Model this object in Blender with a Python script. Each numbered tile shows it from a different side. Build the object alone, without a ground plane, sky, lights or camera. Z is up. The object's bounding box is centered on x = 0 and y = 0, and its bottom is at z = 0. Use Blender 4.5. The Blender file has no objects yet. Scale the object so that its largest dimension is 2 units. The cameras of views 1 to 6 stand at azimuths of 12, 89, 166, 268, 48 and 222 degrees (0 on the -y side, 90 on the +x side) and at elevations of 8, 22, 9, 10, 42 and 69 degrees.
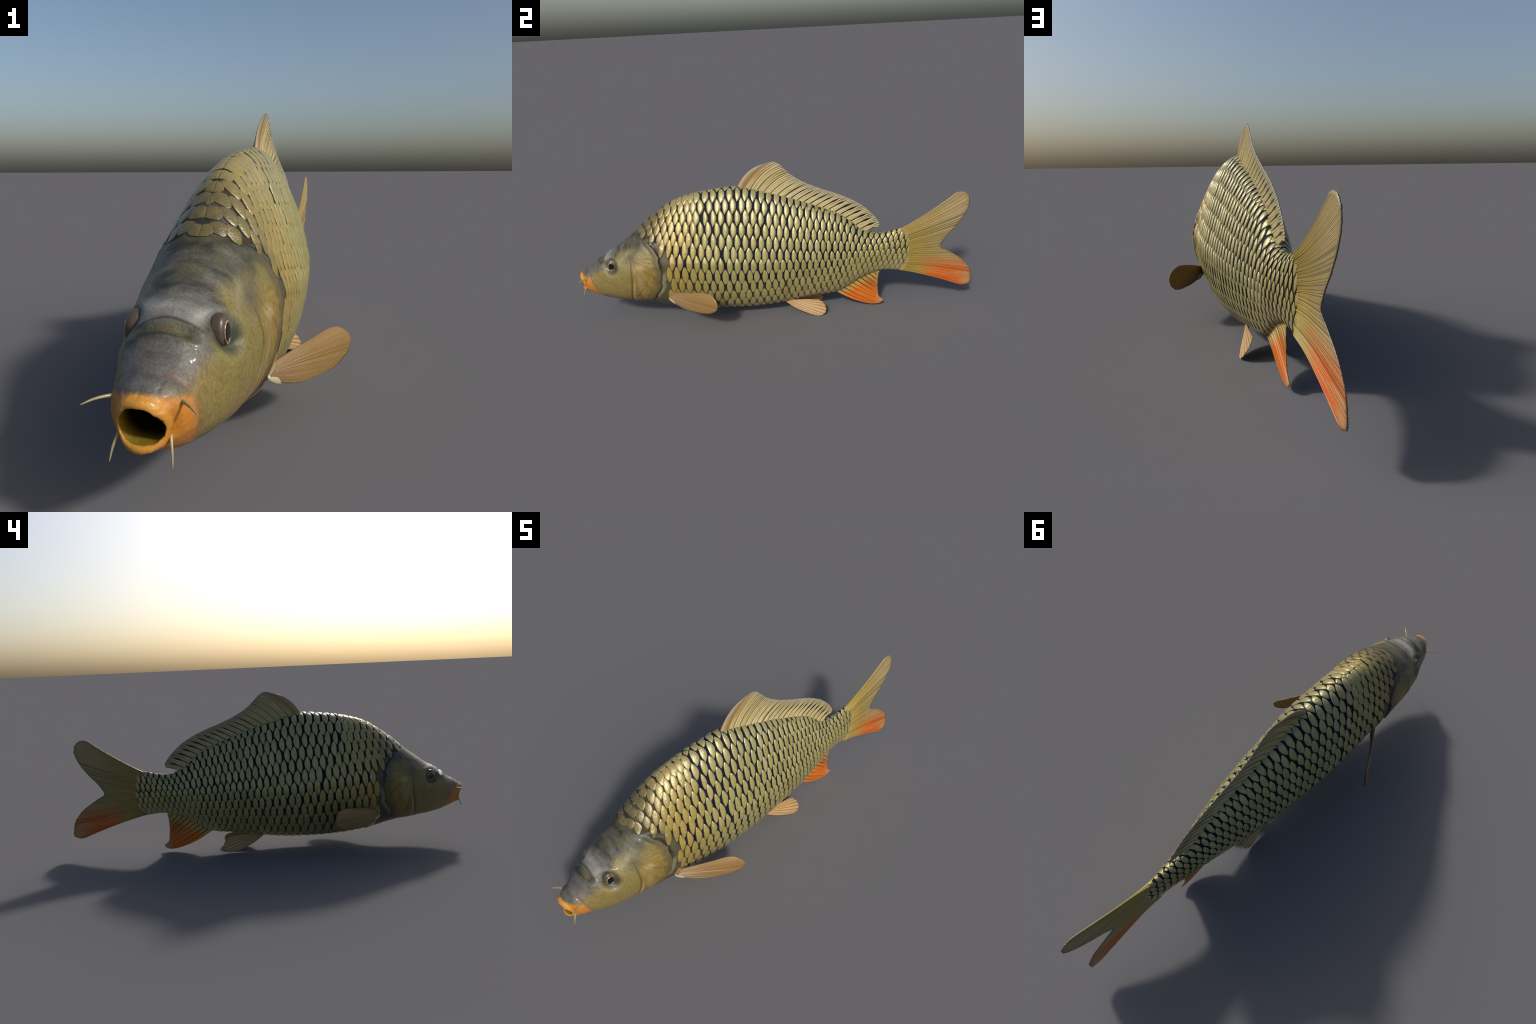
"""Common carp: lofted body, individually modelled scales, fins built from rays."""
import bpy, math, random
import numpy as np

rng = np.random.default_rng(11)
random.seed(11)
scene_col = bpy.context.scene.collection

# ------------------------------------------------------------------ profiles
TOP = [(-1.0, .281), (-.984, .29), (-.954, .31), (-.914, .333), (-.886, .358), (-.834, .389), (-.794, .414),
       (-.725, .464), (-.666, .511), (-.617, .553), (-.569, .589), (-.521, .620), (-.472, .641), (-.424, .655),
       (-.367, .667), (-.28, .678), (-.18, .684), (-.107, .669), (-.059, .653), (.009, .634), (.087, .608),
       (.16, .582), (.219, .56), (.282, .534), (.332, .507), (.387, .462), (.418, .436), (.453, .418),
       (.511, .406), (.549, .409), (.583, .416), (.615, .423), (.66, .43), (.70, .40)]
BOT = [(-1.0, .19), (-.966, .189), (-.936, .176), (-.901, .16), (-.856, .147), (-.826, .139), (-.781, .134),
       (-.741, .126), (-.686, .119), (-.641, .111), (-.591, .098), (-.546, .085), (-.466, .067), (-.345, .052),
       (-.23, .047), (-.116, .047), (-.002, .056), (.092, .072), (.186, .083), (.28, .093), (.326, .109),
       (.371, .136), (.443, .177), (.517, .197), (.554, .199), (.601, .194), (.66, .195), (.70, .22)]
WID = [(-1.0, .044), (-.978, .054), (-.95, .063), (-.93, .071), (-.9, .081), (-.86, .097), (-.82, .112), (-.72, .134),
       (-.6, .146), (-.45, .148), (-.25, .152), (-.05, .137), (.15, .112), (.35, .0705), (.5, .045), (.60, .0255), (.64, .018),
       (.665, .0105), (.685, .005), (.70, .0025)]
MID = [(-1.0, .51), (-.6, .52), (-.1, .45), (.4, .53), (.72, .5)]
EXU = [(-1.0, 2.1), (-.82, 1.95), (-.70, 1.5), (-.6, 1.2), (-.1, 1.05), (.2, 1.3), (.6, 1.9), (.72, 2.0)]
EXL = [(-1.0, 2.1), (-.6, 2.1), (0, 1.75), (.72, 1.9)]
LAT = [(-.70, .44), (-.526, .429), (-.401, .409), (-.321, .398), (-.068, .367), (.04, .354), (.286, .323), (.435, .311),
       (.613, .304), (.72, .30)]
ROWH = [(-.7, .066), (-.55, .065), (-.25, .060), (.1, .0485), (.3, .039), (.5, .031), (.72, .029)]
ROWS_UP = [(-.75, 3.0), (-.66, 3.6), (-.555, 4.6), (-.42, 5.4), (-.3, 5.75), (-.1, 5.75), (.1, 5.45), (.2, 5.25), (.3, 4.9), (.4, 4.3), (.5, 3.7), (.6, 3.2), (.72, 3.0)]
PITCH = [(-.75, .033), (-.55, .0360), (-.45, .0380), (-.25, .0385), (-.1, .037), (.1, .0325), (.3, .030), (.5, .0285), (.72, .025)]


def smooth_curve(pts):
    """Monotone-ish cubic through control points, returned as a vectorised function."""
    px, py = np.array(pts, float).T
    n = len(px)
    d = np.diff(py) / np.diff(px)
    m = np.zeros(n)
    m[0], m[-1] = d[0], d[-1]
    h = np.diff(px)
    m[1:-1] = (d[:-1] * h[1:] + d[1:] * h[:-1]) / (h[1:] + h[:-1])

    def f(x):
        x = np.clip(np.asarray(x, float), px[0], px[-1])
        i = np.clip(np.searchsorted(px, x) - 1, 0, n - 2)
        hh = px[i + 1] - px[i]
        t = (x - px[i]) / hh
        return ((2 * t ** 3 - 3 * t ** 2 + 1) * py[i] + (t ** 3 - 2 * t ** 2 + t) * hh * m[i]
                + (-2 * t ** 3 + 3 * t ** 2) * py[i + 1] + (t ** 3 - t ** 2) * hh * m[i + 1])
    return f


topf, botf, widf, midf = map(smooth_curve, (TOP, BOT, WID, MID))
exuf, exlf, latf, rowf, pitchf, rowsupf = map(smooth_curve, (EXU, EXL, LAT, ROWH, PITCH, ROWS_UP))


def sstep(a, b, x):
    t = np.clip((np.asarray(x, float) - a) / (b - a), 0, 1)
    return t * t * (3 - 2 * t)


def lin(pts):
    px, py = np.array(pts, float).T
    return lambda x: np.interp(x, px, py)


# side-view feature lines of the head, as y at a height z
OPERC = [(.10, -.70), (.151, -.636), (.191, -.604), (.251, -.577), (.311, -.570), (.372, -.574), (.421, -.591), (.457, -.623), (.475, -.655)]
PREOP = [(.12, -.738), (.158, -.735), (.225, -.722), (.299, -.713), (.356, -.716), (.398, -.728), (.43, -.75)]
SCALEFRONT = [(.05, -.50), (.201, -.535), (.284, -.519), (.360, -.533), (.421, -.556), (.445, -.592), (.466, -.615),
              (.472, -.631), (.475, -.671), (.487, -.690), (.503, -.668), (.52, -.648), (.6, -.60)]
operc, preop = smooth_curve(OPERC), smooth_curve(PREOP)
scalefront = lin(SCALEFRONT)
EYE = np.array([.0, -.815, .343])
NOSTRIL = (-.876, .356)


def section(y, n):
    """Half cross-section (x>=0) at station y, from dorsal ridge to belly, n points even in arc length."""
    W, t, b = widf(y), topf(y), botf(y)
    zm = b + (t - b) * midf(y)
    th = np.linspace(0, math.pi / 2, 200)
    xu = W * np.cos(th)[::-1]
    zu = zm + (t - zm) * (np.sin(th) ** (2 / exuf(y)))[::-1]
    xl = W * np.cos(th)[1:]
    zl = zm - (zm - b) * (np.sin(th) ** (2 / exlf(y)))[1:]
    x, z = np.concatenate([xu, xl]), np.concatenate([zu, zl])
    x[0] = x[-1] = 0
    s = np.concatenate([[0], np.cumsum(np.hypot(np.diff(x), np.diff(z)))])
    u = np.linspace(0, s[-1], n)
    return np.interp(u, s, x), np.interp(u, s, z), s[-1]


def relief(y, z):
    """Displacement of the skin along its normal (metres): gill cover, creases, orbit, scale bed."""
    d = y - operc(z) + .0030 * np.sin(z * 75) + .0018 * np.sin(z * 171 + 1)
    inside = sstep(.135, .175, z) * sstep(.475, .45, z)
    r = inside * np.where(d > 0, -.0075 * np.exp(-d / .028) * sstep(0, .006, d), .0028 * np.exp(d / .05))
    r = r + inside * -.002 * np.exp(-((d + .030) / .008) ** 2)
    dp = y - preop(z)
    inp = sstep(.12, .16, z) * sstep(.395, .325, z)
    r = r - inp * .0034 * np.exp(-(dp / .0045) ** 2) + inp * .0022 * np.where(dp < 0, np.exp(dp / .03), np.exp(-dp / .05))
    # bony rays fanning over the gill cover from its front upper corner
    fan = np.arctan2(z - .385, y + .712)
    fr_ = np.hypot(z - .385, y + .712)
    r = r + .0011 * np.sin(fan * 13 + 6 * np.sin(fan * 3)) * sstep(.015, .05, fr_) * sstep(.17, .10, fr_) * inside * sstep(-.028, -.045, d) * sstep(0, .012, dp) * sstep(.41, .385, z)
    # sub-opercular suture
    dsub = (z - .172) - (y + .70) * 1.55
    r = r - .0016 * np.exp(-(dsub / .006) ** 2) * sstep(-.71, -.69, y) * sstep(-.59, -.62, y)
    # orbit
    re = np.hypot((y - EYE[1]) / .9, z - EYE[2])
    r = r - (.0035 + .0125 * sstep(.352, .316, z)) * np.exp(-(re / .036) ** 4)
    r = r + .0050 * np.exp(-((y + .818) / .036) ** 2) * np.exp(-((z - .379) / .010) ** 2) + .0008 * np.exp(-((re - .043) / .010) ** 2) * sstep(.33, .36, z)
    # nostril
    rn = np.hypot((y - NOSTRIL[0]) * 1.0, (z - NOSTRIL[1]) * .8)
    r = r - .006 * np.exp(-(rn / .0095) ** 2) + .0022 * np.exp(-((rn - .016) / .005) ** 2)
    band = np.exp(-((y + .876) / .007) ** 2) * sstep(.35, .362, z)
    r = r - .0022 * band
    # jowl crease behind the orange jaw
    yj = np.interp(z, [.18, .199, .228, .254, .283, .305], [-.90, -.907, -.919, -.928, -.934, -.942])
    r = r - .0022 * np.exp(-((y - yj) / .005) ** 2) * sstep(.31, .29, z)
    # bed under the scales sits a little low; the scales bring the outline back
    r = r - .0035 * sstep(0, .03, y - scalefront(z)) * sstep(.70, .66, y)
    # gentle muscle bumps on the head
    r = r + .0012 * np.sin(y * 55 + z * 20) * np.sin(z * 48 - y * 12) * sstep(-.62, -.70, y) * sstep(-.97, -.93, y)
    return r


# ------------------------------------------------------------------ node helpers
class NT:
    def __init__(self, name):
        self.mat = bpy.data.materials.new(name)
        self.mat.use_nodes = True
        self.t = self.mat.node_tree
        self.n = self.t.nodes
        self.bsdf = self.n["Principled BSDF"]
        self.out = self.n["Material Output"]
        tc = self.n.new("ShaderNodeTexCoord")
        self.obj = tc.outputs["Object"]
        sp = self.n.new("ShaderNodeSeparateXYZ")
        self.link(self.obj, sp.inputs[0])
        self.x, self.y, self.z = sp.outputs

    def link(self, a, b):
        self.t.links.new(a, b)

    def put(self, v, sock):
        if isinstance(v, (int, float)):
            sock.default_value = v
        elif isinstance(v, tuple):
            sock.default_value = (*v, 1.0) if len(v) == 3 and len(sock.default_value) == 4 else v
        else:
            self.link(v, sock)

    def m(self, op, a, b=0.0, c=None, clamp=False):
        nd = self.n.new("ShaderNodeMath")
        nd.operation = op
        nd.use_clamp = clamp
        self.put(a, nd.inputs[0])
        self.put(b, nd.inputs[1])
        if c is not None:
            self.put(c, nd.inputs[2])
        return nd.outputs[0]

    def add(self, a, b): return self.m("ADD", a, b)
    def sub(self, a, b): return self.m("SUBTRACT", a, b)
    def mul(self, a, b): return self.m("MULTIPLY", a, b)

    def step(self, v, a, b):
        """smooth 0..1 as v goes from a to b"""
        nd = self.n.new("ShaderNodeMapRange")
        nd.interpolation_type = "SMOOTHSTEP"
        lo, hi, f, t = (a, b, 0.0, 1.0) if a < b else (b, a, 1.0, 0.0)
        self.put(v, nd.inputs[0])
        for k, q in zip((1, 2, 3, 4), (lo, hi, f, t)):
            nd.inputs[k].default_value = q
        return nd.outputs[0]

    def bell(self, v, c, w):
        q = self.m("DIVIDE", self.sub(v, c), w)
        return self.m("EXPONENT", self.mul(self.mul(q, q), -1.0))

    def curve(self, v, pts):
        """piecewise function through pts"""
        px = [p[0] for p in pts]
        py = [p[1] for p in pts]
        x0, x1, y0, y1 = min(px), max(px), min(py), max(py)
        t = self.m("DIVIDE", self.sub(v, x0), x1 - x0, clamp=True)
        nd = self.n.new("ShaderNodeFloatCurve")
        cv = nd.mapping.curves[0]
        q = [((a - x0) / (x1 - x0), (b - y0) / (y1 - y0)) for a, b in pts]
        cv.points[0].location = q[0]
        cv.points[1].location = q[-1]
        for a in q[1:-1]:
            cv.points.new(*a)
        nd.mapping.update()
        self.put(t, nd.inputs["Value"])
        return self.add(self.mul(nd.outputs[0], y1 - y0), y0)

    def noise(self, scale, detail=4.0, rough=.55, stretch=None, dist=0.0, offs=None):
        nd = self.n.new("ShaderNodeTexNoise")
        nd.inputs["Scale"].default_value = scale
        nd.inputs["Detail"].default_value = detail
        nd.inputs["Roughness"].default_value = rough
        nd.inputs["Distortion"].default_value = dist
        mp = self.n.new("ShaderNodeMapping")
        if stretch:
            mp.inputs["Scale"].default_value = stretch
        if offs:
            mp.inputs["Location"].default_value = offs
        self.link(self.obj, mp.inputs[0])
        self.link(mp.outputs[0], nd.inputs["Vector"])
        return nd.outputs["Fac"]

    def mix(self, f, a, b, mode="MIX"):
        nd = self.n.new("ShaderNodeMix")
        nd.data_type = "RGBA"
        nd.blend_type = mode
        self.put(f, nd.inputs[0])
        self.put(a, nd.inputs[6])
        self.put(b, nd.inputs[7])
        return nd.outputs[2]

    def bump(self, h, strength=.3, dist=.002):
        nd = self.n.new("ShaderNodeBump")
        nd.inputs["Strength"].default_value = strength
        nd.inputs["Distance"].default_value = dist
        self.put(h, nd.inputs["Height"])
        self.link(nd.outputs[0], self.bsdf.inputs["Normal"])

    def finish(self, col, rough=.4, spec=.5, coat=0.0, coat_rough=.1, metal=0.0):
        self.put(col, self.bsdf.inputs["Base Color"])
        self.put(rough, self.bsdf.inputs["Roughness"])
        self.put(metal, self.bsdf.inputs["Metallic"])
        self.put(spec, self.bsdf.inputs["Specular IOR Level"])
        self.put(coat, self.bsdf.inputs["Coat Weight"])
        self.put(coat_rough, self.bsdf.inputs["Coat Roughness"])
        return self.mat


# ------------------------------------------------------------------ materials
def mat_skin():
    """One material over the whole body skin; masks in object space."""
    t = NT("carp_skin")
    y, z = t.y, t.z
    n1 = t.noise(14, 5)
    n2 = t.noise(45, 5, .6)
    n3 = t.noise(160, 3, .6)
    streak = t.noise(60, 4, .6, stretch=(.25, 1.0, .35))
    w1 = t.mul(t.sub(n1, .5), .06)
    w2 = t.mul(t.sub(n2, .5), .03)
    zz = t.add(t.add(z, w1), w2)
    yy = t.add(y, t.mul(t.sub(n2, .5), .012))

    # cheek: olive, warmer low down
    col = t.mix(t.noise(75, 6, .7, stretch=(1, 1.5, .6)), (.085, .073, .018), (.235, .185, .062))
    col = t.mix(t.mul(t.bell(z, .20, .05), t.mul(n1, .7)), col, (.27, .185, .075))
    # greenish patches
    col = t.mix(t.mul(t.step(n1, .52, .68), .5), col, (.13, .125, .035))
    # gill cover: golden
    gc = t.mul(t.step(t.sub(yy, t.curve(z, PREOP)), 0.0, .02), t.step(z, .41, .36))
    gold = t.mix(streak, (.17, .115, .022), (.27, .18, .045))
    col = t.mix(t.mul(gc, .8), col, gold)
    wig = t.add(t.mul(t.m('SINE', t.mul(z, 75.0)), .0030), t.mul(t.m('SINE', t.add(t.mul(z, 171.0), 1.0)), .0018))
    dist = t.add(t.sub(y, t.curve(z, OPERC)), wig)
    fan = t.m('ARCTAN2', t.sub(z, .385), t.add(y, .712))
    fs_ = t.m('SINE', t.add(t.mul(fan, 17.0), t.mul(n2, 3.0)))
    col = t.mix(t.mul(gc, t.mul(t.step(fs_, .2, 1.0), .35)), col, (.085, .062, .016))
    # dark crook at the top of the gill cover
    crook = t.mul(t.bell(y, -.715, .030), t.bell(z, .388, .035))
    col = t.mix(t.mul(crook, .75), col, (.055, .052, .035))
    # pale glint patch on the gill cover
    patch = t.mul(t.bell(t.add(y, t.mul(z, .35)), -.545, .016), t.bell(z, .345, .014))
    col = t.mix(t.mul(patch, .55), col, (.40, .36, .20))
    sil = t.mul(t.bell(y, -.675, .016), t.bell(z, .28, .05))
    col = t.mix(t.mul(sil, .45), col, (.26, .23, .12))
    # flap of the cover, dark olive brown
    flap = t.mul(t.step(dist, -.045, -.018), t.step(dist, .006, -.001))
    col = t.mix(t.mul(flap, .85), col, t.mix(n2, (.060, .050, .022), (.11, .088, .040)))
    # pale band under the flap edge
    pale = t.mul(t.mul(t.step(dist, .002, .006), t.step(dist, .03, .016)), t.mul(t.step(z, .155, .19), t.step(z, .33, .29)))
    slit = t.mul(t.mul(t.step(dist, -.004, .001), t.step(dist, .020, .008)), t.step(z, .29, .36))
    # top of the head: blue grey, mottled across
    topn = t.noise(26, 5, .6, stretch=(.35, 1.4, 1.0))
    grey = t.mix(t.step(topn, .3, .7), (.022, .023, .016), (.100, .097, .080))
    grey = t.mix(t.step(y, -.79, -.67), grey, t.mix(t.step(topn, .3, .7), (.020, .022, .012), (.078, .074, .046)))
    zb = t.curve(y, [(-1.0, .275), (-.94, .288), (-.86, .328), (-.80, .372), (-.76, .405), (-.70, .418), (-.62, .447), (-.55, .46)])
    hd = t.step(t.sub(zz, zb), -.022, .020)
    col = t.mix(hd, col, grey)
    col = t.mix(t.mul(t.mul(hd, t.step(n1, .48, .64)), .55), col, (.085, .078, .030))
    # pale crown just behind the nostrils and bluish snout
    crown = t.mul(t.bell(y, -.838, .026), t.step(z, .352, .372))
    col = t.mix(t.mul(crown, .85), col, t.mix(topn, (.13, .13, .122), (.30, .285, .26)))
    # pale streak behind the eye
    pst = t.mul(t.bell(t.sub(y, t.mul(t.sub(z, .37), .9)), -.762, .012), t.bell(z, .395, .03))
    col = t.mix(t.mul(pst, .5), col, (.22, .20, .11))
    snout = t.mul(t.step(y, -.885, -.91), t.step(t.sub(zz, zb), -.02, .02))
    col = t.mix(t.mul(snout, t.mul(n1, .8)), col, (.115, .108, .118))
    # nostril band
    band = t.mul(t.bell(y, -.876, .0075), t.step(z, .347, .358))
    col = t.mix(t.mul(band, .85), col, t.mix(topn, (.055, .045, .012), (.12, .10, .035)))
    edge = t.mul(t.add(t.bell(y, -.889, .004), t.bell(y, -.861, .004)), t.step(z, .347, .358))
    col = t.mix(t.mul(edge, .8), col, (.018, .020, .024))
    ax = t.m("ABSOLUTE", t.x)
    pit = t.mul(t.bell(y, -.876, .010), t.mul(t.bell(ax, .045, .010), t.step(z, .34, .35)))
    col = t.mix(t.mul(pit, .85), col, (.014, .013, .010))
    # freckled brown above the jaw
    fr = t.mul(t.mul(t.bell(y, -.905, .03), t.bell(z, .285, .028)), t.step(n3, .45, .6))
    col = t.mix(t.mul(fr, .7), col, (.20, .115, .045))
    # dark ring round the eye
    ey = t.m("POWER", t.add(t.m("POWER", t.m("ABSOLUTE", t.m("DIVIDE", t.sub(y, EYE[1] + .002), .9)), 2.0), t.m("POWER", t.m("ABSOLUTE", t.sub(z, EYE[2] - .002)), 2.0)), .5)
    col = t.mix(t.mul(t.step(ey, .047, .026), .9), col, (.026, .034, .024))
    # preopercular line with rusty tint and pores
    dp = t.sub(y, t.curve(z, PREOP))
    pre = t.mul(t.bell(dp, .0, .0030), t.mul(t.step(z, .125, .17), t.step(z, .385, .34)))
    col = t.mix(t.mul(pre, .85), col, (.085, .036, .012))
    pre2 = t.mul(t.bell(dp, .011, .004), t.mul(t.step(z, .125, .15), t.step(z, .30, .25)))
    col = t.mix(t.mul(pre2, .5), col, (.38, .33, .20))
    # radiating sutures on the gill cover
    for (zc, sl, y0) in ((.172, 1.55, -.70), (.34, -.9, -.66), (.345, -1.5, -.67)):
        ln = t.sub(t.sub(z, zc), t.mul(t.sub(y, y0), sl))
        k = t.mul(t.bell(ln, 0.0, .004), t.mul(t.step(y, -.71, -.68), t.step(y, -.585, -.62)))
        col = t.mix(t.mul(k, t.mul(n1, .5)), col, (.085, .06, .015))
    # jaw and lips: orange
    yo = t.curve(z, [(.17, -.885), (.199, -.905), (.228, -.918), (.254, -.927), (.283, -.934), (.31, -.945)])
    do = t.sub(t.add(y, t.mul(t.sub(n2, .5), .012)), yo)
    lipz = t.step(t.sub(t.add(z, t.mul(t.sub(n2, .5), .006)), t.curve(y, [(-1.01, .302), (-.985, .288), (-.97, .281), (-.95, .276), (-.93, .272), (-.89, .26)])), .007, -.007)
    lipz = t.m("MAXIMUM", lipz, t.step(y, -.982, -.988))
    om = t.mul(t.step(t.add(do, t.mul(t.sub(n1, .5), .03)), .010, -.012), lipz)
    orange = t.mix(n2, (.34, .12, .014), (.47, .19, .022))
    orange = t.mix(t.step(y, -.965, -.985), orange, t.mix(n1, (.41, .175, .016), (.50, .245, .04)))
    orange = t.mix(t.mul(t.bell(do, -.004, .008), .6), orange, (.42, .17, .07))
    col = t.mix(om, col, orange)
    rust = t.mul(t.mul(t.bell(do, .002, .0035), t.step(z, .265, .285)), t.step(t.m('ABSOLUTE', t.x), .022, .036))
    col = t.mix(t.mul(rust, .45), col, (.14, .05, .015))

    # behind the head: dark bed that shows between the scales, bleaching to the belly
    sf = t.curve(z, SCALEFRONT)
    bed = t.step(t.sub(y, sf), -.004, .03)
    zbel = t.curve(y, BOT[5:-1])
    up = t.sub(zz, zbel)
    navy = t.mix(t.noise(30, 3), (.0035, .0045, .016), (.006, .014, .020))
    olive = t.mix(n2, (.022, .020, .012), (.085, .070, .032))
    belly = t.mix(n2, (.20, .17, .085), (.33, .29, .175))
    lowmid = t.step(t.add(up, t.mul(t.step(y, -.25, -.5), -.05)), .09, .20)
    bcol = t.mix(lowmid, olive, navy)
    bcol = t.mix(t.step(up, .06, .016), bcol, belly)
    bcol = t.mix(t.mul(t.step(y, -.38, -.52), t.step(t.sub(z, t.curve(y, [(-.7, .38), (-.55, .50), (-.45, .57), (-.36, .62), (-.2, .66)])), 0.0, .04)), bcol, t.mix(n2, (.022, .022, .014), (.062, .050, .022)))
    # wrist of the tail: yellow olive
    wr = t.add(y, t.mul(t.m("ABSOLUTE", t.sub(z, .31)), .35))
    bcol = t.mix(t.step(wr, .655, .685), bcol, t.mix(streak, (.20, .14, .03), (.30, .21, .05)))
    bcol = t.mix(t.mul(t.bell(wr, .668, .012), .6), bcol, (.13, .085, .025))
    # pale base of the anal fin
    an = t.mul(t.step(up, .035, .012), t.step(y, .24, .33))
    bcol = t.mix(an, bcol, (.34, .29, .13))
    # shoulder gap behind the gill cover
    sh = t.mix(n3, (.035, .032, .017), (.10, .085, .042))
    col = t.mix(t.step(dist, -.001, .004), col, sh)
    col = t.mix(t.mul(slit, .85), col, (.016, .016, .011))
    col = t.mix(t.mul(pale, t.add(.15, t.mul(n1, .7))), col, (.27, .25, .16))
    col = t.mix(bed, col, bcol)
    low = t.mul(t.step(up, .03, .008), t.step(y, -.72, -.58))
    col = t.mix(low, col, belly)

    fine = t.mul(t.sub(t.step(t.noise(210, 4, .65, stretch=(1, 1.3, .6)), .30, .70), .5), .42)
    col = t.mix(1.0, col, t.m("ADD", t.mul(fine, t.sub(1.0, t.mul(om, .75))), 1.0), "MULTIPLY")
    h = t.add(t.mul(n3, .5), t.mul(n2, .6))
    t.bump(h, .6, .003)
    nb = t.sub(1.0, bed)
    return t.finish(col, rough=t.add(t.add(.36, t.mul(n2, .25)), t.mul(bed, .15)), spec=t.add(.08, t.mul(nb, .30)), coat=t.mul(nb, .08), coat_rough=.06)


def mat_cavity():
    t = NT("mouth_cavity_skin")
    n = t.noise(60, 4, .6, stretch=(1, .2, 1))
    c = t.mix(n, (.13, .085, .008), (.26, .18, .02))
    c = t.mix(t.step(t.y, -.965, -.92), c, (.02, .014, .003))  # base colour darkened with depth to paint the unlit back of the mouth
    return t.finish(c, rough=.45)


def mat_scale():
    t = NT("scale_horn")
    y, z = t.y, t.z
    geo = t.n.new("ShaderNodeNewGeometry")
    isl = geo.outputs["Random Per Island"]
    n1 = t.noise(20, 3)
    n2 = t.noise(70, 4, .6)
    n3 = t.noise(240, 3, .6)
    c = t.mix(n2, (.235, .212, .072), (.365, .325, .125))
    c = t.mix(t.step(y, -.22, -.55), c, t.mix(n2, (.25, .178, .035), (.39, .29, .08)))
    c = t.mix(t.mul(t.step(z, .50, .62), .35), c, (.27, .25, .13))
    c = t.mix(t.mul(t.step(n1, .5, .7), .35), c, (.22, .20, .075))
    c = t.mix(t.mul(t.step(isl, .75, 1.0), .5), c, (.40, .33, .17))
    c = t.mix(t.mul(t.step(isl, .25, 0.0), .45), c, (.22, .18, .06))
    # greenish toward the tail wrist, pale to the belly
    c = t.mix(t.mul(t.step(y, .35, .6), .4), c, (.27, .22, .07))
    zbel = t.curve(y, BOT[5:-1])
    up = t.sub(z, zbel)
    c = t.mix(t.mul(t.step(up, .10, .03), .6), c, (.33, .285, .15))
    nape = t.mul(t.step(y, -.47, -.63), t.step(z, .42, .50))
    c = t.mix(t.mul(nape, .8), c, t.mix(n2, (.07, .065, .03), (.20, .155, .05)))
    front = t.mul(t.step(t.sub(y, t.curve(z, SCALEFRONT)), .075, .0), t.step(z, .36, .46))
    c = t.mix(t.mul(front, .75), c, t.mix(n2, (.06, .055, .028), (.18, .14, .05)))
    c = t.mix(1.0, c, t.add(.87, t.mul(n3, .26)), "MULTIPLY")
    t.bump(t.add(n3, t.mul(n2, .8)), .8, .0013)
    return t.finish(c, rough=t.add(.12, t.mul(n3, .26)), spec=.65, metal=.18)


def mat_rim():
    t = NT("scale_edge_shade")
    zbel = t.curve(t.y, BOT[5:-1])
    up = t.sub(t.z, zbel)
    c = t.mix(t.step(up, .05, .17), (.085, .070, .036), (.012, .015, .022))
    c = t.mix(t.mul(t.step(t.y, -.4, -.55), t.step(t.z, .36, .45)), c, (.026, .027, .022))
    c = t.mix(t.mul(t.step(t.y, -.2, -.5), t.step(t.z, .42, .34)), c, (.055, .047, .027))
    return t.finish(c, rough=.5, spec=.3)


def fin_material(name, colour, dark=None, rough=.42, trans=.18):
    """colour(t) -> colour socket; thin fin tissue lets a little light through."""
    t = NT(name)
    c = colour(t)
    geo = t.n.new("ShaderNodeNewGeometry")
    isl = geo.outputs["Random Per Island"]
    n3 = t.noise(240, 3, .6)
    k = t.add(.74, t.add(t.mul(isl, .26), t.mul(n3, .28)))
    c = t.mix(1.0, c, k, "MULTIPLY")
    t.bump(n3, .35, .0012)
    t.finish(c, rough=t.add(rough - .16, t.mul(n3, .22)), spec=.5)
    tr = t.n.new("ShaderNodeBsdfTranslucent")
    t.link(c, tr.inputs[0])
    mx = t.n.new("ShaderNodeMixShader")
    mx.inputs[0].default_value = trans
    t.link(t.bsdf.outputs[0], mx.inputs[1])
    t.link(tr.outputs[0], mx.inputs[2])
    t.link(mx.outputs[0], t.out.inputs["Surface"])
    return t.mat


def col_dorsal(t):
    n = t.noise(30, 4)
    c = t.mix(n, (.34, .275, .11), (.50, .42, .21))
    front = t.step(t.sub(t.z, t.mul(t.y, .72)), .765, .805)
    c = t.mix(front, c, t.mix(n, (.30, .15, .03), (.38, .22, .06)))
    edge = t.curve(t.y, [(-.18, .69), (-.11, .753), (-.04, .787), (0, .793), (.042, .762), (.1, .708), (.155, .677), (.228, .645), (.311, .613), (.39, .573), (.47, .509), (.52, .44)])
    c = t.mix(t.mul(t.step(t.sub(edge, t.z), .035, .004), .6), c, (.30, .29, .23))
    return c


def col_dorsal_web(t):
    edge = t.curve(t.y, [(-.18, .69), (-.11, .753), (-.04, .787), (0, .793), (.042, .762), (.1, .708), (.155, .677), (.228, .645), (.311, .613), (.39, .573), (.47, .509), (.52, .44)])
    c = t.mix(t.step(t.y, -.03, .10), (.20, .15, .06), (.008, .009, .016))
    return t.mix(t.step(t.sub(edge, t.z), .022, .002), c, (.16, .15, .12))


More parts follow.
